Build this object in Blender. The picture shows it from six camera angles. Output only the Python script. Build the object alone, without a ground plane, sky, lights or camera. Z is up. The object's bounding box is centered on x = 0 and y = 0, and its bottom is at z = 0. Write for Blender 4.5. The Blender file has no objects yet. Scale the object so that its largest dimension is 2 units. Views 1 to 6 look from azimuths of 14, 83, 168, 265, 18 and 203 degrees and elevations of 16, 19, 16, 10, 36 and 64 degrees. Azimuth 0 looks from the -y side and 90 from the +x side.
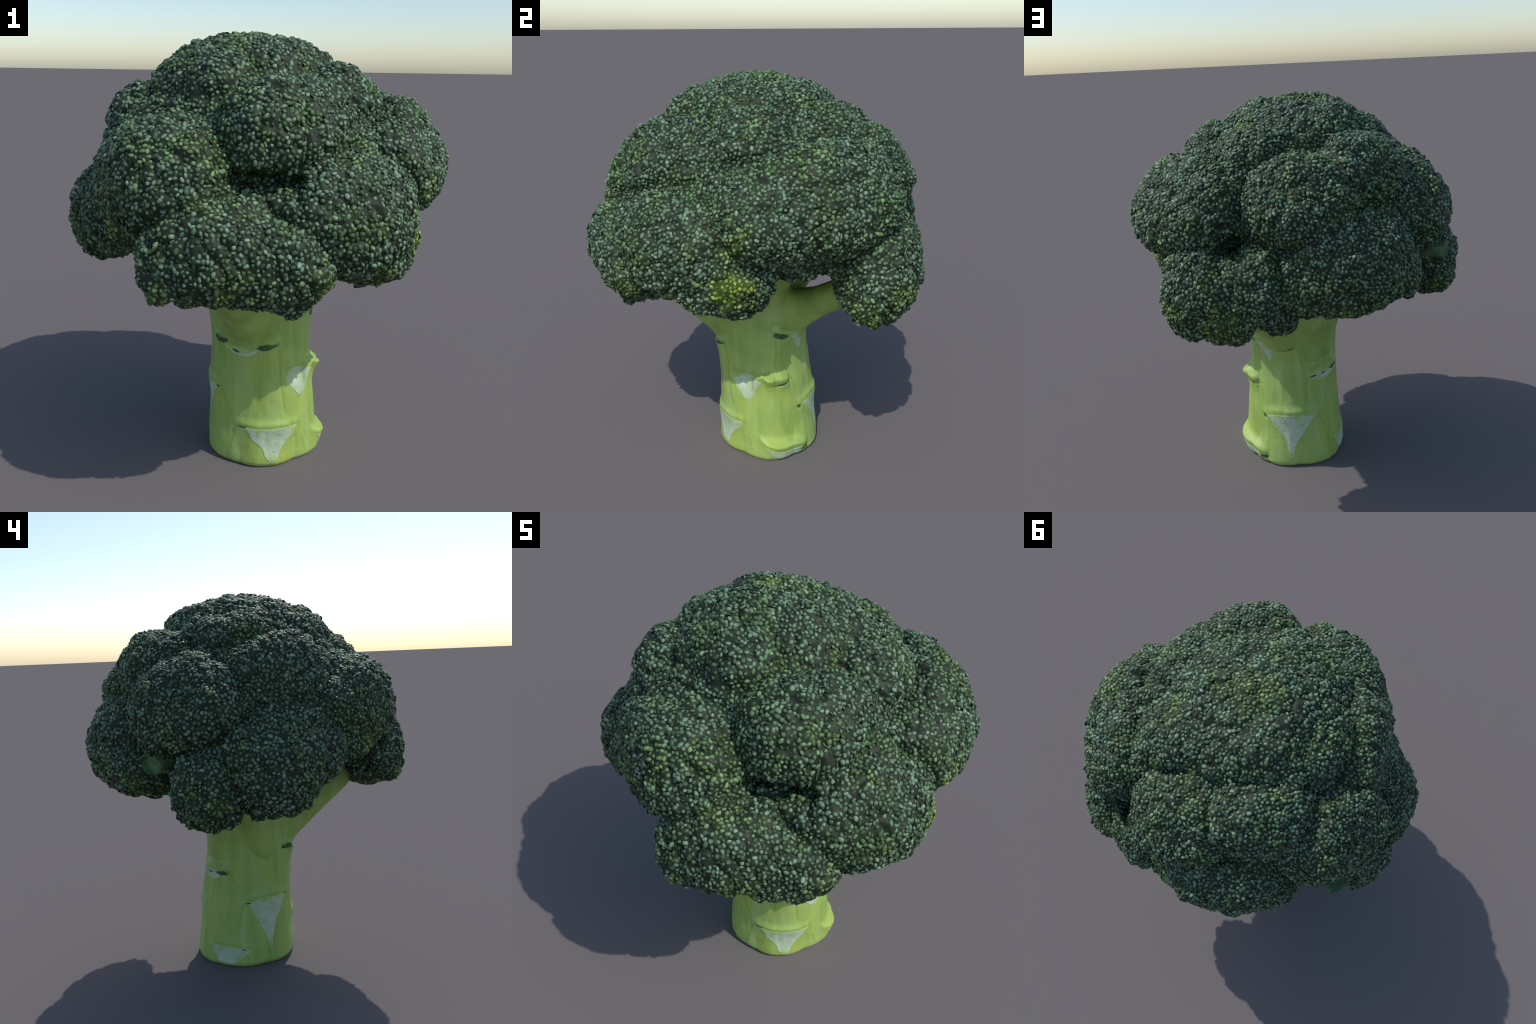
"""A head of broccoli standing on its cut stalk: a crown of lumpy florets covered in
flower buds, short branches, and a pale stalk with leaf scars."""
import bpy, math
import numpy as np
from mathutils import Vector, noise

RNG = np.random.default_rng(11)
FOCUS = np.array([0.04, 0.0, 1.12])          # the florets fan out from here

# ------------------------------------------------------------------ helpers
def link(obj, parent=None):
    bpy.context.scene.collection.objects.link(obj)
    if parent:
        obj.parent = parent
    return obj

def mesh_from(name, verts, faces, smooth=True):
    """verts (n,3); faces (m,k) numpy array of equal-sized faces, or a list of such arrays"""
    me = bpy.data.meshes.new(name)
    groups = faces if isinstance(faces, list) else [faces]
    me.vertices.add(len(verts))
    me.vertices.foreach_set("co", np.asarray(verts, np.float32).ravel())
    loops = np.concatenate([np.asarray(g).ravel() for g in groups]).astype(np.int32)
    size = np.concatenate([np.full(len(g), np.asarray(g).shape[1]) for g in groups]).astype(np.int32)
    start = np.concatenate([[0], np.cumsum(size)[:-1]]).astype(np.int32)
    me.loops.add(len(loops)); me.loops.foreach_set("vertex_index", loops)
    me.polygons.add(len(size)); me.polygons.foreach_set("loop_start", start)
    me.polygons.foreach_set("loop_total", size)
    me.polygons.foreach_set("use_smooth", np.full(len(size), smooth))
    me.update(calc_edges=True); me.validate()
    return me

def icosphere(level):
    import bmesh
    bm = bmesh.new()
    bmesh.ops.create_icosphere(bm, subdivisions=level, radius=1.0)
    v = np.array([q.co[:] for q in bm.verts])
    f = np.array([[q.index for q in p.verts] for p in bm.faces])
    bm.free()
    return v / np.linalg.norm(v, axis=1)[:, None], f

def unit(a):
    return a / np.maximum(np.linalg.norm(a, axis=-1, keepdims=True), 1e-9)

# ------------------------------------------------------------------ node helpers
class Nodes:
    def __init__(self, name):
        self.mat = bpy.data.materials.new(name)
        self.mat.use_nodes = True
        self.t = self.mat.node_tree
        self.t.nodes.clear()
        self.out = self.t.nodes.new("ShaderNodeOutputMaterial")
        self.bsdf = self.t.nodes.new("ShaderNodeBsdfPrincipled")
        self.t.links.new(self.bsdf.outputs[0], self.out.inputs[0])
        self.coord = self.t.nodes.new("ShaderNodeTexCoord").outputs["Object"]
    def put(self, sock, val):
        if isinstance(val, bpy.types.NodeSocket):
            self.t.links.new(val, sock)
        elif isinstance(val, (tuple, list)) and len(val) == 3 and sock.type == "RGBA":
            sock.default_value = (*val, 1)
        else:
            sock.default_value = val
    def math(self, op, a, b=None, c=None, clamp=False):
        n = self.t.nodes.new("ShaderNodeMath"); n.operation = op; n.use_clamp = clamp
        for i, v in enumerate((a, b, c)):
            if v is not None:
                self.put(n.inputs[i], v)
        return n.outputs[0]
    def noise(self, scale, detail=2.0, rough=0.5, vec=None, distort=0.0):
        n = self.t.nodes.new("ShaderNodeTexNoise")
        self.put(n.inputs["Vector"], vec or self.coord)
        n.inputs["Scale"].default_value = scale; n.inputs["Detail"].default_value = detail
        n.inputs["Roughness"].default_value = rough; n.inputs["Distortion"].default_value = distort
        return n.outputs[0]
    def voronoi(self, scale, feature="F1", vec=None, rand=1.0):
        n = self.t.nodes.new("ShaderNodeTexVoronoi"); n.feature = feature
        self.put(n.inputs["Vector"], vec or self.coord)
        n.inputs["Scale"].default_value = scale; n.inputs["Randomness"].default_value = rand
        return n.outputs["Distance"]
    def ramp(self, fac, stops):
        n = self.t.nodes.new("ShaderNodeValToRGB")
        e = n.color_ramp.elements
        while len(e) < len(stops):
            e.new(0.5)
        for el, (p, c) in zip(e, stops):
            el.position = p; el.color = (*c, 1)
        self.put(n.inputs[0], fac)
        return n.outputs[0]
    def remap(self, v, a, b, c=0.0, d=1.0, smooth=True):
        n = self.t.nodes.new("ShaderNodeMapRange")
        n.interpolation_type = "SMOOTHSTEP" if smooth else "LINEAR"
        for i, x in enumerate((v, a, b, c, d)):
            self.put(n.inputs[i], x)
        return n.outputs[0]
    def mix(self, fac, a, b, mode="MIX"):
        n = self.t.nodes.new("ShaderNodeMix"); n.data_type = "RGBA"; n.blend_type = mode
        self.put(n.inputs["Factor"], fac); self.put(n.inputs[6], a); self.put(n.inputs[7], b)
        return n.outputs[2]
    def distance(self, p, vec=None):
        n = self.t.nodes.new("ShaderNodeVectorMath"); n.operation = "DISTANCE"
        self.put(n.inputs[0], vec or self.coord); n.inputs[1].default_value = p
        return n.outputs["Value"]
    def xyz(self):
        n = self.t.nodes.new("ShaderNodeSeparateXYZ"); self.put(n.inputs[0], self.coord)
        return n.outputs
    def bump(self, height, strength, dist):
        n = self.t.nodes.new("ShaderNodeBump")
        n.inputs["Strength"].default_value = strength; n.inputs["Distance"].default_value = dist
        self.put(n.inputs["Height"], height)
        self.put(self.bsdf.inputs["Normal"], n.outputs[0])
    def island(self):
        return self.t.nodes.new("ShaderNodeNewGeometry").outputs["Random Per Island"]
    def finish(self, colour, rough=0.6, spec=0.4):
        self.put(self.bsdf.inputs["Base Color"], colour)
        self.put(self.bsdf.inputs["Roughness"], rough)
        self.bsdf.inputs["Specular IOR Level"].default_value = spec
        return self.mat

# yellowing patches in the crown: centre, radius, strength
YELLOW = [((0.74, -0.20, 1.16), 0.14, 1.0), ((0.84, -0.14, 1.46), 0.07, 0.35), ((0.77, 0.53, 1.10), 0.08, 0.3),
          ((0.72, 0.40, 1.00), 0.10, 0.6), ((0.81, -0.18, 1.36), 0.09, 0.5), ((0.05, -0.76, 1.37), 0.08, 0.3), ((0.12, -0.82, 1.04), 0.09, 0.5),
          ((0.53, 0.67, 1.03), 0.11, 0.6), ((0.57, 0.66, 1.22), 0.07, 0.4), ((0.72, 0.60, 1.08), 0.09, 0.5), ((-0.02, 0.82, 1.07), 0.10, 0.5),
          ((-0.62, 0.39, 0.99), 0.09, 0.5), ((-0.02, 0.09, 1.99), 0.16, 0.25), ((-0.40, -0.59, 1.22), 0.11, 0.7),
          ((-0.45, 0.60, 1.06), 0.09, 0.5), ((-0.83, 0.21, 1.05), 0.08, 0.5), ((-0.15, -0.80, 1.02), 0.09, 0.5), ((0.45, -0.66, 1.10), 0.09, 0.5),
          ((0.62, -0.40, 1.04), 0.10, 0.5)]

def yellow_mask(n):
    worn = n.noise(14.0, 3.0)
    total = 0.0
    for p, r, much in YELLOW:
        d = n.math("ADD", n.distance(p), n.math("MULTIPLY_ADD", worn, 0.30, -0.15))
        total = n.math("MAXIMUM", n.remap(d, r, r * 0.35, 0.0, much), total)
    return total

def floret_material():
    n = Nodes("floret_skin")
    c = n.ramp(n.noise(38.0, 4.0, 0.6), [(0.30, (0.010, 0.016, 0.009)), (0.55, (0.019, 0.032, 0.015)), (0.75, (0.032, 0.060, 0.020))])
    c = n.mix(n.math("MULTIPLY", yellow_mask(n), 0.7), c, (0.055, 0.100, 0.009))
    n.bump(n.noise(90.0, 3.0), 0.4, 0.004)
    return n.finish(c, 0.60, 0.3)

def underside_material():
    n = Nodes("floret_underside")
    c = n.ramp(n.noise(26.0, 4.0, 0.6), [(0.3, (0.020, 0.038, 0.010)), (0.55, (0.055, 0.095, 0.016)), (0.75, (0.110, 0.165, 0.030))])
    n.bump(n.noise(50.0, 4.0), 0.6, 0.01)
    return n.finish(c, 0.6, 0.3)

def bud_material(tip):
    n = Nodes("flower_bud_tip" if tip else "flower_bud_skirt")
    r = n.island()
    if tip:
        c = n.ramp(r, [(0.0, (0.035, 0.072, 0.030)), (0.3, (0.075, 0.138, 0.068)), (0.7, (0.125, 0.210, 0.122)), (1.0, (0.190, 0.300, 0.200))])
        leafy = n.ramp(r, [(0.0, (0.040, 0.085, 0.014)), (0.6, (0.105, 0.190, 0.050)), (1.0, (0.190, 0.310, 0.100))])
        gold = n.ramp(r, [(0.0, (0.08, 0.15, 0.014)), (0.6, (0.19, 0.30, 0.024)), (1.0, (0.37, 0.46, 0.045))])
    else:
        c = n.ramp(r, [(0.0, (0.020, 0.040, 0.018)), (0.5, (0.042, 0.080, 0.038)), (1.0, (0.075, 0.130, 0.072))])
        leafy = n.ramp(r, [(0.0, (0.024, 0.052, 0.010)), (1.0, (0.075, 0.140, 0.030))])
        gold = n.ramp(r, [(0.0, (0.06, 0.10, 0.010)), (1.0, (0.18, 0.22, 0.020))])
    warm = n.remap(n.noise(5.5, 4.0, 0.6), 0.44, 0.66)
    c = n.mix(n.math("MULTIPLY", warm, 0.8), c, leafy)
    c = n.mix(n.math("MULTIPLY", yellow_mask(n), 0.85), c, gold)
    return n.finish(c, 0.55, 0.42)

def stalk_colour(n):
    streak = n.t.nodes.new("ShaderNodeMapping")
    n.put(streak.inputs["Vector"], n.coord); streak.inputs["Scale"].default_value = (1, 1, 0.12)
    base = n.ramp(n.noise(16.0, 4.0, 0.55, streak.outputs[0]), [(0.3, (0.265, 0.400, 0.085)), (0.5, (0.330, 0.470, 0.115)), (0.7, (0.390, 0.530, 0.175))])
    warm = n.remap(n.noise(6.0, 3.0), 0.45, 0.7)
    return n.mix(n.math("MULTIPLY", warm, 0.5), base, (0.400, 0.500, 0.085))

def stalk_material():
    n = Nodes("stalk_green")
    c = stalk_colour(n)
    c = n.mix(n.remap(n.noise(55.0, 3.0), 0.62, 0.75, 0.0, 0.35), c, (0.48, 0.59, 0.24))
    x, y, z = n.xyz()
    angle = n.math("MULTIPLY", n.math("ARCTAN2", n.math("SUBTRACT", y, 0.033), n.math("SUBTRACT", x, 0.062)), 180 / math.pi)
    angle = n.math("ADD", angle, n.math("MULTIPLY_ADD", n.noise(5.0, 2.0), 14.0, -7.0))
    seams = 0.0
    for t0, z0, t1, z1 in SEAMS:
        k = n.remap(z, z0, z1, 0.0, 1.0, smooth=False)
        d = n.math("ABSOLUTE", n.math("WRAP", n.math("SUBTRACT", angle, n.math("MULTIPLY_ADD", k, t1 - t0, t0)), 180.0, -180.0))
        m = n.math("MULTIPLY", n.remap(d, 0.3, 2.6, 1.0, 0.0), n.remap(z, z1, z1 + 0.05))
        seams = n.math("MAXIMUM", n.math("MULTIPLY", m, n.math("LESS_THAN", z, z0)), seams)
    c = n.mix(n.math("MULTIPLY", seams, 0.55), c, (0.250, 0.365, 0.040))
    n.bump(n.noise(70.0, 4.0), 0.25, 0.006)
    return n.finish(c, 0.5, 0.4)

def scar_material(edge):
    n = Nodes("leaf_scar_rim" if edge else "leaf_scar_pale")
    if edge:
        c = n.ramp(n.noise(30.0, 4.0, 0.6), [(0.3, (0.34, 0.48, 0.12)), (0.5, (0.41, 0.54, 0.22)), (0.7, (0.48, 0.59, 0.34))])
    else:
        c = n.ramp(n.noise(22.0, 4.0, 0.6), [(0.3, (0.34, 0.47, 0.19)), (0.45, (0.45, 0.56, 0.36)), (0.72, (0.54, 0.64, 0.48))])
    n.bump(n.noise(60.0, 4.0), 0.35, 0.008)
    return n.finish(c, 0.6, 0.3)

def pit_material(edge):
    n = Nodes("scar_edge_green" if edge else "scar_dark_green")
    if edge:
        c = n.ramp(n.noise(30.0, 4.0, 0.6), [(0.3, (0.13, 0.22, 0.05)), (0.7, (0.27, 0.39, 0.13))])
    else:
        c = n.ramp(n.noise(30.0, 4.0, 0.6), [(0.3, (0.022, 0.060, 0.022)), (0.55, (0.055, 0.120, 0.035)), (0.8, (0.16, 0.26, 0.07))])
    n.bump(n.noise(60.0, 3.0), 0.4, 0.006)
    return n.finish(c, 0.6, 0.3)

def stub_material():
    n = Nodes("cut_stub_green")
    c = n.ramp(n.noise(20.0, 3.0), [(0.3, (0.075, 0.150, 0.060)), (0.7, (0.140, 0.240, 0.110))])
    n.bump(n.noise(60.0, 3.0), 0.3, 0.006)
    return n.finish(c, 0.5, 0.4)

def branch_material():
    n = Nodes("branch_green")
    c = n.mix(n.remap(n.noise(7.0, 3.0), 0.4, 0.9), stalk_colour(n), (0.200, 0.315, 0.055))  # stalk green darkened for the crown's shadow over the upper branches
    n.bump(n.noise(60.0, 3.0), 0.25, 0.006)
    return n.finish(c, 0.5, 0.4)

# ------------------------------------------------------------------ florets
# Each floret is a list of lobes: centre, half sizes (across, upwards along the dome, outwards).
FLORETS = [
    [((-0.01, 0.05, 1.695), (0.42, 0.40, 0.290))],
    [((0.22, -0.41, 1.58), (0.25, 0.21, 0.22)), ((0.15, -0.34, 1.62), (0.20, 0.18, 0.18)), ((0.32, -0.31, 1.65), (0.16, 0.15, 0.16))],
    [((-0.19, -0.52, 1.42), (0.29, 0.24, 0.22)), ((-0.40, -0.42, 1.38), (0.14, 0.17, 0.14))],
    [((0.03, -0.61, 1.19), (0.27, 0.21, 0.245)), ((0.25, -0.60, 1.16), (0.24, 0.18, 0.19)), ((-0.09, -0.66, 1.13), (0.17, 0.15, 0.17))],
    [((0.46, -0.37, 1.29), (0.34, 0.25, 0.245)), ((0.58, -0.19, 1.14), (0.20, 0.16, 0.17)), ((0.60, -0.26, 1.15), (0.15, 0.14, 0.14))],
    [((0.585, 0.24, 1.485), (0.36, 0.255, 0.205), 2.5), ((0.62, 0.00, 1.435), (0.28, 0.23, 0.205))],
    [((0.40, -0.08, 1.71), (0.19, 0.17, 0.14)), ((0.45, 0.09, 1.63), (0.16, 0.15, 0.14))],
    [((0.28, 0.28, 1.695), (0.20, 0.17, 0.16)), ((0.39, 0.37, 1.58), (0.14, 0.14, 0.14))],
    [((0.11, 0.54, 1.52), (0.27, 0.24, 0.20)), ((0.10, 0.42, 1.60), (0.22, 0.16, 0.15))],
    [((0.57, 0.48, 1.155), (0.20, 0.23, 0.190)), ((0.63, 0.44, 1.05), (0.13, 0.12, 0.13)), ((0.36, 0.60, 1.18), (0.17, 0.19, 0.155)), ((0.46, 0.56, 1.07), (0.15, 0.15, 0.14))],
    [((0.25, 0.57, 1.08), (0.11, 0.17, 0.14))],
    [((-0.09, 0.58, 1.255), (0.32, 0.265, 0.25)), ((-0.30, 0.54, 1.18), (0.16, 0.18, 0.17)), ((0.14, 0.62, 1.19), (0.16, 0.17, 0.16))],
    [((-0.50, 0.30, 1.45), (0.30, 0.25, 0.20)), ((-0.46, 0.40, 1.33), (0.14, 0.15, 0.14))],
    [((-0.22, 0.44, 1.635), (0.25, 0.20, 0.17))],
    [((-0.29, 0.07, 1.735), (0.23, 0.19, 0.165))],
    [((-0.44, -0.12, 1.62), (0.22, 0.155, 0.16)), ((-0.51, 0.06, 1.58), (0.14, 0.15, 0.13))],
    [((-0.11, -0.22, 1.745), (0.25, 0.20, 0.175))],
    [((-0.65, -0.04, 1.19), (0.26, 0.23, 0.20)), ((-0.53, -0.24, 1.21), (0.18, 0.15, 0.16))],
    [((-0.66, 0.22, 1.10), (0.18, 0.19, 0.16))],
]
# the dome that the florets share below their tips: centre, half sizes, and the height of its underside
CORE, CORE_HALF, CORE_FLOOR = (0.0, 0.01, 1.28), (0.68, 0.67, 0.56), 1.16
# hollows between and under the florets: centre, half sizes
HOLLOWS = [((0.21, -0.64, 1.447), (0.15, 0.18, 0.044)), ((0.43, 0.62, 1.37), (0.05, 0.18, 0.045)),
           ((-0.36, -0.50, 1.09), (0.18, 0.17, 0.095)), ((-0.66, -0.46, 1.16), (0.14, 0.09, 0.11)), ((-0.08, -0.42, 0.99), (0.19, 0.15, 0.14)),
           ((0.12, 0.40, 0.98), (0.20, 0.16, 0.10))]
# ragged tips that hang from the lower rim: floret number, centre, half sizes
RIM = [(3, (0.34, -0.66, 1.02), (0.05, 0.05, 0.05)), (3, (-0.12, -0.75, 1.06), (0.11, 0.07, 0.08)),
       (4, (0.68, -0.26, 1.07), (0.06, 0.06, 0.05)), (4, (0.56, -0.17, 1.03), (0.09, 0.08, 0.06)), (9, (0.58, 0.48, 0.99), (0.12, 0.08, 0.08)),
       (9, (0.42, 0.56, 1.00), (0.08, 0.06, 0.06)), (10, (0.24, 0.55, 0.95), (0.06, 0.05, 0.05)), (11, (0.09, 0.53, 1.01), (0.08, 0.07, 0.06)),
       (11, (-0.20, 0.60, 1.05), (0.08, 0.07, 0.06)), (18, (-0.66, 0.22, 0.96), (0.07, 0.06, 0.06)), (17, (-0.54, -0.26, 1.10), (0.05, 0.05, 0.05)),
       (17, (-0.74, 0.0, 1.03), (0.09, 0.07, 0.06))]
BLEND, CREASE = 0.009, 0.024

class Lobe:
    """A superellipsoid turned to face away from the focus of the crown."""
    def __init__(self, centre, half, power=2.25, turned=True):
        self.c = np.array(centre, np.float32)
        out = unit(self.c - FOCUS) if turned else np.array([0, 0, 1.0])
        across = np.cross([0, 0, 1.0], out)
        across = unit(across) if np.linalg.norm(across) > 0.25 else np.array([1.0, 0, 0])
        up = unit(np.cross(out, across))
        self.m = (np.array([across, up, unit(np.cross(across, up))]) / np.array(half)[:, None]).astype(np.float32)
        self.p, self.small = power, float(min(half))
    def distance(self, p):
        v = p - self.c
        q = np.abs(v @ self.m.T)
        k0 = (q ** self.p).sum(-1) ** (1 / self.p)
        grad = np.sqrt((((q / np.maximum(k0, 1e-4)[..., None]) ** (self.p - 1) @ np.abs(self.m)) ** 2).sum(-1))
        return (k0 - 1) / np.maximum(grad, 0.5 / self.small)

class Crown:
    def __init__(self):
        self.lobes = [(k, Lobe(*l)) for k, f in enumerate(FLORETS) for l in f]
        self.lobes += [(k, Lobe(c, h, 1.6)) for k, c, h in RIM]
        self.core = Lobe(CORE, CORE_HALF, 2.3, False)
        self.hollows = [Lobe(c, h, 2.0, False) for c, h in HOLLOWS]
    def distance(self, p, labels=False):
        p = np.asarray(p, np.float32)
        total = np.zeros(p.shape[:-1], np.float32)
        if labels:
            near = np.full((len(FLORETS), len(p)), 9.0, np.float32)
        for k, l in self.lobes:
            d = l.distance(p)
            total += np.exp(-np.clip(d, -0.8, 1.5) / BLEND)
            if labels:
                near[k] = np.minimum(near[k], d)
        d = np.maximum(self.core.distance(p), CORE_FLOOR - p[..., 2])
        total += np.exp(-np.clip(d, -0.8, 1.5) / BLEND)
        d = -BLEND * np.log(np.maximum(total, 1e-30))
        for h in self.hollows:
            c = -h.distance(p)
            d = BLEND * np.logaddexp(d / BLEND, c / BLEND)
        if labels:
            two = np.sort(near, axis=0)[:2]
            cap = np.sort(near, axis=0)[1] >= near[0]         # the top floret melts into its neighbours
            return d, near.argmin(0), two[1] - two[0] + 0.012 * cap
        return d
    def gradient(self, p, e=0.004):
        g = np.empty((len(p), 3))
        for i in range(3):
            o = np.zeros(3, np.float32); o[i] = e
            g[:, i] = self.distance(p + o) - self.distance(p - o)
        return unit(g)

def surface_nets(field, lo, h):
    """Quads on the zero level of a sampled field."""
    nx, ny, nz = field.shape
    s = field < 0
    corners = [(i, j, k) for i in (0, 1) for j in (0, 1) for k in (0, 1)]
    cut = lambda a, o: a[o[0]:nx - 1 + o[0], o[1]:ny - 1 + o[1], o[2]:nz - 1 + o[2]]
    count = sum(cut(s, o).astype(np.int8) for o in corners)
    active = (count > 0) & (count < 8)
    cell = np.argwhere(active)
    index = np.full(active.shape, -1, int); index[tuple(cell.T)] = np.arange(len(cell))
    pos = np.zeros((len(cell), 3)); num = np.zeros(len(cell))
    for o in corners:
        for ax in range(3):
            if o[ax] == 0:
                q = list(o); q[ax] = 1
                fa, fb = field[tuple((cell + o).T)], field[tuple((cell + q).T)]
                hit = (fa < 0) != (fb < 0)
                t = np.where(hit, fa / np.where(hit, fa - fb, 1), 0)
                pt = np.array(o, float) + np.eye(3)[ax] * t[:, None]
                pos[hit] += pt[hit]; num[hit] += 1
    verts = lo + h * (cell + pos / num[:, None])
    quads = []
    for ax in range(3):
        b, c = (ax + 1) % 3, (ax + 2) % 3
        sl0 = [slice(1, -1)] * 3; sl1 = [slice(1, -1)] * 3
        sl0[ax], sl1[ax] = slice(0, -1), slice(1, None)
        a0, a1 = s[tuple(sl0)], s[tuple(sl1)]
        e = np.argwhere(a0 != a1)
        inward = a0[tuple(e.T)]
        base = e + 1; base[:, ax] -= 1
        def at(db, dc):
            q = base.copy(); q[:, b] -= db; q[:, c] -= dc
            return index[tuple(q.T)]
        f = np.stack([at(1, 1), at(0, 1), at(0, 0), at(1, 0)], -1)
        f[~inward] = f[~inward][:, ::-1]
        quads.append(f)
    return verts, np.concatenate(quads)

def relief(points):
    """Clumps of buds: rounded cells parted by grooves, on top of soft larger swellings."""
    out = np.empty(len(points))
    for i, p in enumerate(points):
        q = Vector(p)
        w = q + 0.03 * Vector((noise.noise(q * 9), noise.noise(q * 9 + Vector((7, 1, 3))), noise.noise(q * 9 + Vector((2, 9, 5)))))
        d = noise.voronoi(w * 12.0)[0]
        cell = min(d[1] - d[0], 0.4) / 0.4
        out[i] = 0.020 * noise.noise(q * 6.0) + 0.020 * (cell ** 0.6 - 0.75) + 0.006 * noise.noise(q * 26.0)
    return out

def bud_template(seg=7):
    """A unit dome: rings of seg vertices and a tip."""
    rings = [(1.0, -0.3), (0.78, 0.55), (0.42, 0.88)]
    v = [[r * math.cos(2 * math.pi * (i + 0.5 * k) / seg), r * math.sin(2 * math.pi * (i + 0.5 * k) / seg), h]
         for k, (r, h) in enumerate(rings) for i in range(seg)] + [[0, 0, 1.0]]
    f = []
    for k in range(2):
        for i in range(seg):
            a, b = k * seg + i, k * seg + (i + 1) % seg
            f += [[a, b, a + seg], [b, b + seg, a + seg]]
    f += [[2 * seg + i, 2 * seg + (i + 1) % seg, 3 * seg] for i in range(seg)]
    return np.array(v, float), np.array(f)

SPACING = 0.0154

def scatter(verts, faces, labels):
    """Poisson-disc points on a triangle mesh."""
    a, b, c = (verts[faces[:, i]] for i in range(3))
    cr = np.cross(b - a, c - a)
    area = np.linalg.norm(cr, axis=1) / 2
    nrm = unit(cr)
    count = int(area.sum() / SPACING ** 2 * 4.0)
    pick = RNG.choice(len(faces), count, p=area / area.sum())
    u, w = RNG.random(count), RNG.random(count)
    flip = u + w > 1
    u[flip], w[flip] = 1 - u[flip], 1 - w[flip]
    p = a[pick] + (b - a)[pick] * u[:, None] + (c - a)[pick] * w[:, None]
    taken, keep, s2 = {}, [], SPACING ** 2
    near = [(i, j, k) for i in (-1, 0, 1) for j in (-1, 0, 1) for k in (-1, 0, 1)]
    for i, (x, y, z) in enumerate(p.tolist()):
        kx, ky, kz = int(x // SPACING), int(y // SPACING), int(z // SPACING)
        if all((qx - x) ** 2 + (qy - y) ** 2 + (qz - z) ** 2 >= s2
               for dx, dy, dz in near for (qx, qy, qz) in taken.get((kx + dx, ky + dy, kz + dz), ())):
            taken.setdefault((kx, ky, kz), []).append((x, y, z))
            keep.append(i)
    return p[keep], nrm[pick][keep], labels[pick][keep]

def vertex_normals(v, quads):
    n = np.zeros_like(v)
    fn = np.cross(v[quads[:, 2]] - v[quads[:, 0]], v[quads[:, 3]] - v[quads[:, 1]])
    for i in range(4):
        np.add.at(n, quads[:, i], fn)
    return unit(n)

def build_crown(root):
    skin, under, tip, skirt = floret_material(), underside_material(), bud_material(True), bud_material(False)
    crown, h = Crown(), 0.0105
    lo, hi = np.array([-0.98, -0.98, 0.80]), np.array([0.98, 0.98, 2.10])
    axes = [np.arange(lo[i], hi[i], h, dtype=np.float32) for i in range(3)]
    field = np.stack([crown.distance(np.stack(np.meshgrid([x], axes[1], axes[2], indexing="ij"), -1))[0] for x in axes[0]])
    v, quads = surface_nets(field, lo, h)
    g = crown.gradient(v)
    for _ in range(2):
        v = v - 0.7 * crown.distance(v)[:, None] * g
    part = crown.distance(v, True)[2]                     # narrow creases where two florets meet
    v = v + g * (0.003 + relief(v) - CREASE * np.exp(-part / 0.014))[:, None]
    hang = np.clip((1.16 - v[:, 2]) / 0.12, 0, 1)             # frayed lower rims
    v[:, 2] += hang * np.array([0.030 * noise.noise(Vector(q) * 13.0) for q in v])
    n = vertex_normals(v, quads)
    mid = v[quads].mean(1)
    label = crown.distance(mid, True)[1]
    tri = np.concatenate([quads[:, [0, 1, 2]], quads[:, [0, 2, 3]]])
    below = n[quads].mean(1)[:, 2] < -0.72
    bp, bn, bl = scatter(v, tri, np.concatenate([label, label]))
    gap = np.array([noise.noise(Vector(q) * 17.0) + 0.6 * noise.noise(Vector(q) * 40.0) for q in bp])
    bare = (bn[:, 2] > -0.75) & (gap > -0.66)       # buds leave dark gaps between the clumps
    tv, tf = bud_template()
    for k in range(len(FLORETS)):
        q = quads[label == k]
        used, inv = np.unique(q, return_inverse=True)
        me = mesh_from("floret", v[used], inv.reshape(q.shape))
        me.normals_split_custom_set_from_vertices([tuple(x) for x in n[used]])
        ob = link(bpy.data.objects.new("floret", me), root)
        me.materials.append(skin); me.materials.append(under)
        me.polygons.foreach_set("material_index", below[label == k].astype(np.int32))
        mine = (bl == k) & bare
        p = bp[mine]; m = len(p)
        nrm = unit(bn[mine] + RNG.normal(0, 0.22, (m, 3)))
        t = unit(np.cross(nrm, RNG.normal(size=(m, 3)))); s = np.cross(nrm, t)
        size = RNG.uniform(0.0068, 0.0112, m); long = RNG.uniform(1.0, 1.6, m); tall = RNG.uniform(0.0035, 0.0070, m)
        bv = (p[:, None] + t[:, None] * (tv[None, :, :1] * (size * long)[:, None, None])
              + s[:, None] * (tv[None, :, 1:2] * size[:, None, None]) + nrm[:, None] * (tv[None, :, 2:] * tall[:, None, None]))
        bv += RNG.normal(0, 0.0007, bv.shape)
        bf = tf[None] + (np.arange(m) * len(tv))[:, None, None]
        bo = link(bpy.data.objects.new("flower_bud", mesh_from("flower_bud", bv.reshape(-1, 3), bf.reshape(-1, 3))), ob)
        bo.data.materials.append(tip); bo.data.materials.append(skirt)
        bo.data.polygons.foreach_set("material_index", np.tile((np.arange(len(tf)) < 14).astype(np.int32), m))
        bo["kind"] = "stuff"

# ------------------------------------------------------------------ stalk
ZS = [0, .05, .15, .3, .45, .6, .7, .80, .92]
RS = [.276, .275, .267, .256, .245, .237, .236, .233, .19]
def axis_at(z):
    return np.interp(z, [0, .3, .6, .8], [.064, .063, .057, .053]), np.interp(z, [0, .3, .6, .8], [.053, .036, .014, .014])

def wrap(a):
    return (a + 180) % 360 - 180

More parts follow.
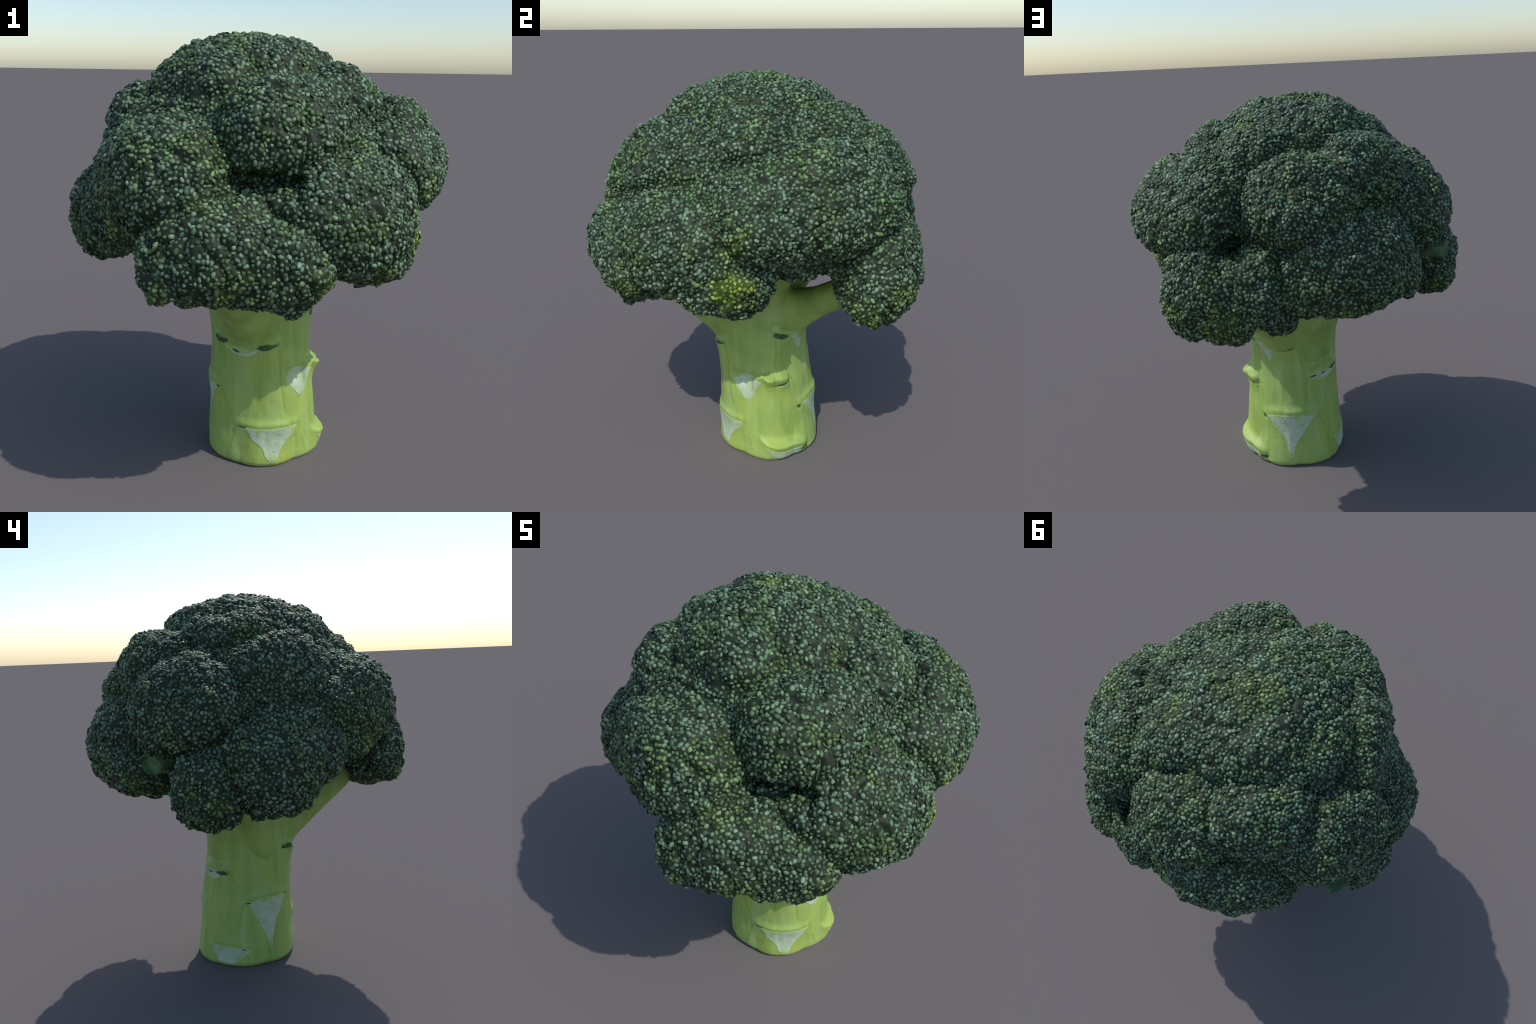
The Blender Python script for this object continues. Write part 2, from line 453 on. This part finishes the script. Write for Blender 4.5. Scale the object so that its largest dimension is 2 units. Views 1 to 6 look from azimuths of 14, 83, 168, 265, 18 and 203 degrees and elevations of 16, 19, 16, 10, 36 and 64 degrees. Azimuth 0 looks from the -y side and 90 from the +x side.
# leaf scars: start angle, end angle, height at start, at middle and at end, apex angle, apex height, side curve
SCARS = [
    (-97, -35, .212, .215, .210, -66, .022, 1.0),
    (40, 107, .290, .312, .307, 72, .050, 1.6),
    (174, 230, .362, .392, .390, 206, .075, 1.5),
    (125, 181, .122, .120, .098, 150, .006, 0.5),
    (-50, -8, .445, .485, .468, -28, .335, 0.9),
    (26, 55, .712, .718, .710, 48, .590, 1.2),
    (95, 143, .515, .540, .535, 120, .465, 0.6),
    (-12, 36, .105, .062, .050, 16, .004, 0.35),
    (-117, -73, .632, .599, .640, -95, .578, 0.5),
    (150, 200, .785, .755, .79, 176, .735, 0.5),
]
# ledges that overhang a scar: angles, heights start/mid/end, outward size
LEDGES = [(-22, 6, .440, .490, .480, .030), (-8, 26, .485, .475, .462, .034), (-130, -58, .655, .598, .660, .016),
          (-138, -112, .660, .650, .63, .026), (-80, -52, .630, .655, .665, .022), (6, 62, .738, .726, .725, .028), (44, 86, .73, .675, .735, .010),
          (93, 154, .515, .550, .540, .028), (-108, -30, .222, .224, .220, .011), (33, 110, .298, .322, .316, .011),
          (168, 233, .366, .400, .392, .010), (-18, 42, .135, .090, .060, .038), (122, 184, .128, .126, .104, .005), (148, 204, .80, .752, .80, .010)]
# slices pared off the skin: angle, height, half width in degrees, half height, depth
CUTS = [(-34, .485, 14, .050, .030), (-60, .11, 22, .07, .006), (72, .19, 20, .09, .006), (205, .25, 18, .11, .006), (150, .06, 20, .05, .006)]
# faint seams running down the skin: angle and height at the top, then at the bottom
SEAMS = [(-60, .66, -52, .26), (-126, .37, -112, .25), (-105, .21, -113, .08), (-35, .21, -24, .10), (5, .74, 6, .52), (24, .465, 35, .33), (-35, .21, -18, .04),
         (31, .28, 22, .08), (84, .72, 92, .52), (93, .50, 92, .33), (107, .30, 120, .18), (120, .18, 115, .02), (153, .53, 167, .41), (170, .355, 161, .20),
         (-142, .65, -144, .46), (143, .74, 143, .58), (181, .095, 190, .02), (-20, .86, -2, .72)]
# sunken dark stubs: angle, height, half width in degrees, half height, tilt, depth
STUBS = [(-126, .642, 16, .018, -.2, .008), (-70, .632, 14, .017, .5, .008), (-103, .600, 6, .008, -.8, .003), (16, .710, 11, .022, -.3, .010), (64, .685, 17, .027, 0, .010),
         (103, .508, 5, .009, .3, .006), (118, .512, 6, .007, .1, .004), (139, .520, 12, .018, .1, .010), (36, .276, 4, .012, -.5, .005), (229, .376, 3, .007, 0, .003),
         (176, .358, 6, .004, .6, .003), (14, .440, 11, .008, .5, .006), (36, .036, 8, .012, .3, .006),
         (154, .772, 7, .020, 0, .008), (-162, .80, 9, .024, .4, .008), (-18, .850, 13, .024, .2, .010), (172, .100, 4, .005, -.3, .003), (-98, .208, 6, .005, .2, .003)]

def ledge_height(u, z0, zm, z1):
    return np.where(u < 0, zm + (z0 - zm) * u * u, zm + (z1 - zm) * u * u)

def stalk_radius(th, z):
    """th in degrees, z in metres (arrays)"""
    r = np.interp(z, ZS, RS)
    a = np.radians(th)
    r = r + 0.004 * np.cos(3 * a + 6 * z) + 0.003 * np.cos(5 * a - 4 * z + 1) + 0.003 * (np.abs(np.cos(4 * a + 2 * z)) - 0.6)
    r = r - 0.014 * np.clip((0.03 - z) / 0.03, 0, 1) ** 2 + 0.016 * (np.abs(np.cos(3 * a + 0.5)) - 0.6) * np.exp(-(z / 0.16) ** 2)
    for t0, t1, z0, zm, z1, out in LEDGES:
        u = wrap(th - (t0 + t1) / 2) * 2 / (t1 - t0)
        d = z - ledge_height(u, z0, zm, z1)
        fall = np.where(d > 0, np.exp(-(d / 0.022) ** 2), np.exp(-np.abs(d / 0.060) ** 1.3))
        r = r + out * fall * np.clip(1 - np.abs(u) ** 3, 0, 1) * (np.abs(u) < 1)
    for t0, z0, t1, z1 in SEAMS:
        k = np.clip((z0 - z) / (z0 - z1), 0, 1)
        d = wrap(th - (t0 + (t1 - t0) * k)) / 2.2
        r = r - 0.0012 * np.exp(-d * d) * (z < z0) * np.clip((z - z1) / 0.05, 0, 1)
    for t, zc, hw, hh, deep in CUTS:
        r = r - deep * np.exp(-((wrap(th - t) / hw) ** 2 + ((z - zc) / hh) ** 2) ** 1.5)
    for t, zc, hw, hh, tilt, deep in STUBS:
        x = wrap(th - t) / hw
        y = (z - zc - tilt * x * hh) / hh
        r = r - deep * np.exp(-(x * x + y * y))
    return r

def stalk_point(th, z, lift=0.0):
    th, z = np.broadcast_arrays(np.asarray(th, float), np.asarray(z, float))
    cx, cy = axis_at(z)
    r = stalk_radius(th, z) + lift
    a = np.radians(th)
    flat = np.array([0.003 * noise.noise(Vector((math.cos(q) * 2.4, math.sin(q) * 2.4, h * 9)))
                     + 0.0016 * noise.noise(Vector((math.cos(q) * 8, math.sin(q) * 8, h * 12)))
                     for q, h in zip(a.ravel().tolist(), z.ravel().tolist())])
    r = r + flat.reshape(r.shape)
    return np.stack([cx + r * np.cos(a), cy + r * np.sin(a), z], -1)

def build_stalk(root):
    nt, nz = 360, 300
    th = np.linspace(0, 360, nt, endpoint=False)
    z = np.linspace(0.0, 0.92, nz)
    T, Z = np.meshgrid(th, z)
    v = stalk_point(T, Z).reshape(-1, 3)
    i, j = np.meshgrid(np.arange(nz - 1), np.arange(nt), indexing="ij")
    f = np.stack([i * nt + j, i * nt + (j + 1) % nt, (i + 1) * nt + (j + 1) % nt, (i + 1) * nt + j], -1).reshape(-1, 4)
    n = len(v)
    v = np.vstack([v, [[0.064, 0.053, 0.004], [0.05, 0.01, 0.92]]])
    lo = np.stack([np.full(nt, n), (np.arange(nt) + 1) % nt, np.arange(nt)], -1)
    top = (nz - 1) * nt
    hi = np.stack([np.full(nt, n + 1), top + np.arange(nt), top + (np.arange(nt) + 1) % nt], -1)
    stalk = link(bpy.data.objects.new("stalk", mesh_from("stalk", v, [f, lo, hi])), root)
    stalk.data.materials.append(stalk_material())
    pale, rim, dark, dim = scar_material(0), scar_material(1), pit_material(0), pit_material(1)
    nu, nv = 64, 56
    U, W = np.meshgrid(np.linspace(-1, 1, nu), np.linspace(0, 1, nv))
    a, b = np.meshgrid(np.arange(nv - 1), np.arange(nu - 1), indexing="ij")
    fq = np.stack([a * nu + b, (a + 1) * nu + b, (a + 1) * nu + b + 1, a * nu + b + 1], -1).reshape(-1, 4)
    for k, (t0, t1, z0, zm, z1, ta, za, power) in enumerate(SCARS):
        zt = ledge_height(U, z0, zm, z1) - 0.002
        tt = (t0 + t1) / 2 + U * (t1 - t0) / 2
        side = np.array([[0.09 * noise.noise(Vector((5.0 * (1 if x > 0 else -1) + k, y * 2.6, 3.3 * k))) for x in U[0]] for y in W[:, 0]])
        tt = ta + (tt - ta) * ((1 - W) ** power * 0.95 + 0.05) + side * (t1 - t0) * np.abs(U) * np.sin(np.pi * W)
        zz = zt + (za - zt) * W
        edge = np.minimum(np.minimum(1 - np.abs(U), W * 2.5), (1 - W))
        lift = 0.0030 * np.clip(edge / 0.08, 0, 1) - 0.0012
        q = stalk_point(tt, zz, lift).reshape(-1, 3)
        ob = link(bpy.data.objects.new("leaf_scar", mesh_from("leaf_scar", q, fq)), stalk)
        ob.data.materials.append(pale); ob.data.materials.append(rim)
        ef = edge.ravel()[fq].mean(1) + np.array([0.16 * noise.noise(Vector(x) * 24) + 0.10 * noise.noise(Vector(x) * 60) for x in q[fq].mean(1)])
        ob.data.polygons.foreach_set("material_index", (ef < 0.17).astype(np.int32))
    g = np.linspace(-1, 1, 21)
    X, Y = np.meshgrid(g, g)
    DX, DY = X * np.sqrt(1 - Y * Y / 2), Y * np.sqrt(1 - X * X / 2)      # square grid to a disc
    a, b = np.meshgrid(np.arange(20), np.arange(20), indexing="ij")
    fd = np.stack([a * 21 + b, a * 21 + b + 1, (a + 1) * 21 + b + 1, (a + 1) * 21 + b], -1).reshape(-1, 4)
    R2 = DX ** 2 + DY ** 2
    for t, zc, hw, hh, tilt, deep in STUBS:
        wob = 1 + np.array([0.25 * noise.noise(Vector((math.cos(q) * 1.5, math.sin(q) * 1.5, t))) for q in np.arctan2(DY, DX).ravel()]).reshape(DX.shape)
        x, y = DX * wob, DY * wob
        q = stalk_point(t + hw * x, zc + hh * y + tilt * x * hh, 0.0040 * (1 - R2 ** 2) - 0.0012).reshape(-1, 3)
        ob = link(bpy.data.objects.new("bract_stub", mesh_from("bract_stub", q, fd)), stalk)
        ob.data.materials.append(dark); ob.data.materials.append(dim)
        rf = R2.ravel()[fd].mean(1) + np.array([0.35 * noise.noise(Vector(p) * 60) for p in q[fd].mean(1)])
        ob.data.polygons.foreach_set("material_index", (rf > 0.55).astype(np.int32))

# ------------------------------------------------------------------ branches
BRANCHES = [  # points along the branch, then its radius at root, middle and tip
    [(0.07, -0.05, 0.66), (0.045, -0.23, 0.79), (0.04, -0.435, 0.965), (0.06, -0.575, 1.095), (.125, .100, .095)],
    [(0.10, -0.03, 0.68), (0.18, -0.13, 0.92), (0.36, -0.30, 1.16), (.12, .08, .09)],
    [(0.10, 0.02, 0.68), (0.20, 0.05, 0.95), (0.40, 0.16, 1.30), (.12, .085, .10)],
    [(0.08, 0.04, 0.66), (0.20, 0.19, 0.81), (0.36, 0.37, 0.960), (0.50, 0.48, 1.08), (.135, .078, .070)],
    [(0.04, 0.06, 0.68), (0.05, 0.16, 0.90), (0.0, 0.40, 1.15), (.12, .08, .09)],
    [(0.00, 0.04, 0.66), (-0.15, 0.04, 0.82), (-0.35, 0.09, 1.04), (.13, .09, .07)],
    [(0.01, 0.0, 0.68), (-0.11, -0.03, 0.92), (-0.42, -0.09, 1.17), (.12, .065, .07)],
    [(0.03, -0.03, 0.68), (0.00, -0.10, 0.95), (-0.12, -0.30, 1.25), (.12, .06, .07)],
    [(0.05, 0.0, 0.7), (0.05, 0.0, 1.0), (0.05, 0.0, 1.35), (.16, .14, .18)],
]
def branch_balls(pts, thick):
    """Balls along a smooth path through the points, as centres and radii."""
    P = np.array(pts); k = len(P)
    s = np.linspace(0, k - 1, 26)
    i0 = np.clip(s.astype(int), 0, k - 2); t = (s - i0)[:, None]
    pm, p0, p1, pn = P[np.maximum(i0 - 1, 0)], P[i0], P[i0 + 1], P[np.minimum(i0 + 2, k - 1)]
    c = 0.5 * (2 * p0 + (p1 - pm) * t + (2 * pm - 5 * p0 + 4 * p1 - pn) * t ** 2 + (3 * p0 - pm - 3 * p1 + pn) * t ** 3)
    return c.astype(np.float32), np.interp(s / (k - 1), [0, .5, 1], thick).astype(np.float32)

def build_branches(root):
    """The branches flow into each other and into the stalk: one smooth skin, cut into parts."""
    balls = [branch_balls(pts, thick) for *pts, thick in BRANCHES]
    def parts(p):
        return np.stack([(np.sqrt(((p[:, None] - c) ** 2).sum(-1)) - r).min(1) for c, r in balls])
    def distance(p):
        cx, cy = axis_at(p[:, 2])
        d = parts(p)
        column = np.maximum(np.hypot(p[:, 0] - cx, p[:, 1] - cy) - np.interp(p[:, 2], ZS, RS) + 0.006, p[:, 2] - 0.86)
        d = np.vstack([d, column[None]])
        return -0.025 * np.log(np.exp(-np.clip(d, -0.8, 1.5) / 0.025).sum(0))
    h, lo, hi = 0.013, np.array([-0.55, -0.70, 0.50]), np.array([0.68, 0.65, 1.42])
    axes = [np.arange(lo[i], hi[i], h) for i in range(3)]
    shape = (1, len(axes[1]), len(axes[2]))
    field = np.concatenate([distance(np.stack(np.meshgrid([x], axes[1], axes[2], indexing="ij"), -1).reshape(-1, 3).astype(np.float32)).reshape(shape) for x in axes[0]])
    v, quads = surface_nets(field, lo, h)
    n = vertex_normals(v, quads)
    v = v + n * np.array([0.004 * noise.noise(Vector((q[0] * 14, q[1] * 14, q[2] * 6))) for q in v])[:, None]
    label = parts(v[quads].mean(1)).argmin(0)
    mat = branch_material()
    for k in range(len(BRANCHES)):
        q = quads[label == k]
        if not len(q):
            continue
        used, inv = np.unique(q, return_inverse=True)
        me = mesh_from("branch", v[used], inv.reshape(q.shape))
        me.normals_split_custom_set_from_vertices([tuple(x) for x in n[used]])
        me.materials.append(mat)
        link(bpy.data.objects.new("branch", me), root)
    # one short branch was cut off; its stub pokes out between the florets
    c, r = branch_balls([(-0.40, 0.30, 1.17), (-0.54, 0.40, 1.20), (-0.655, 0.485, 1.215)], (.030, .046, .056))
    along = unit(np.gradient(c.astype(float), axis=0)); side = unit(np.cross(along, [0, 0, 1.0])); up = np.cross(side, along)
    a = np.linspace(0, 2 * np.pi, 10, endpoint=False)
    ring = c[:, None] + r[:, None, None] * (np.cos(a)[:, None] * side[:, None] + 0.75 * np.sin(a)[:, None] * up[:, None])
    ring[-1] -= along[-1] * 0.02 * (1 + np.cos(a + 1))[:, None]
    v = np.vstack([ring.reshape(-1, 3), ring[-1].mean(0) - 0.012 * along[-1]])
    i, j = np.meshgrid(np.arange(25), np.arange(10), indexing="ij")
    f = np.stack([i * 10 + j, i * 10 + (j + 1) % 10, (i + 1) * 10 + (j + 1) % 10, (i + 1) * 10 + j], -1).reshape(-1, 4)
    e = np.stack([250 + np.arange(10), 250 + (np.arange(10) + 1) % 10, np.full(10, 260)], -1)
    me = mesh_from("branch_stub", v, [f, e], smooth=False)
    me.materials.append(stub_material())
    link(bpy.data.objects.new("branch_stub", me), root)

# ------------------------------------------------------------------ build
root = link(bpy.data.objects.new("broccoli", None))
root["label"] = "dark green broccoli head on a pale green stalk"
root["category"] = "broccoli"
build_crown(root)
build_stalk(root)
build_branches(root)
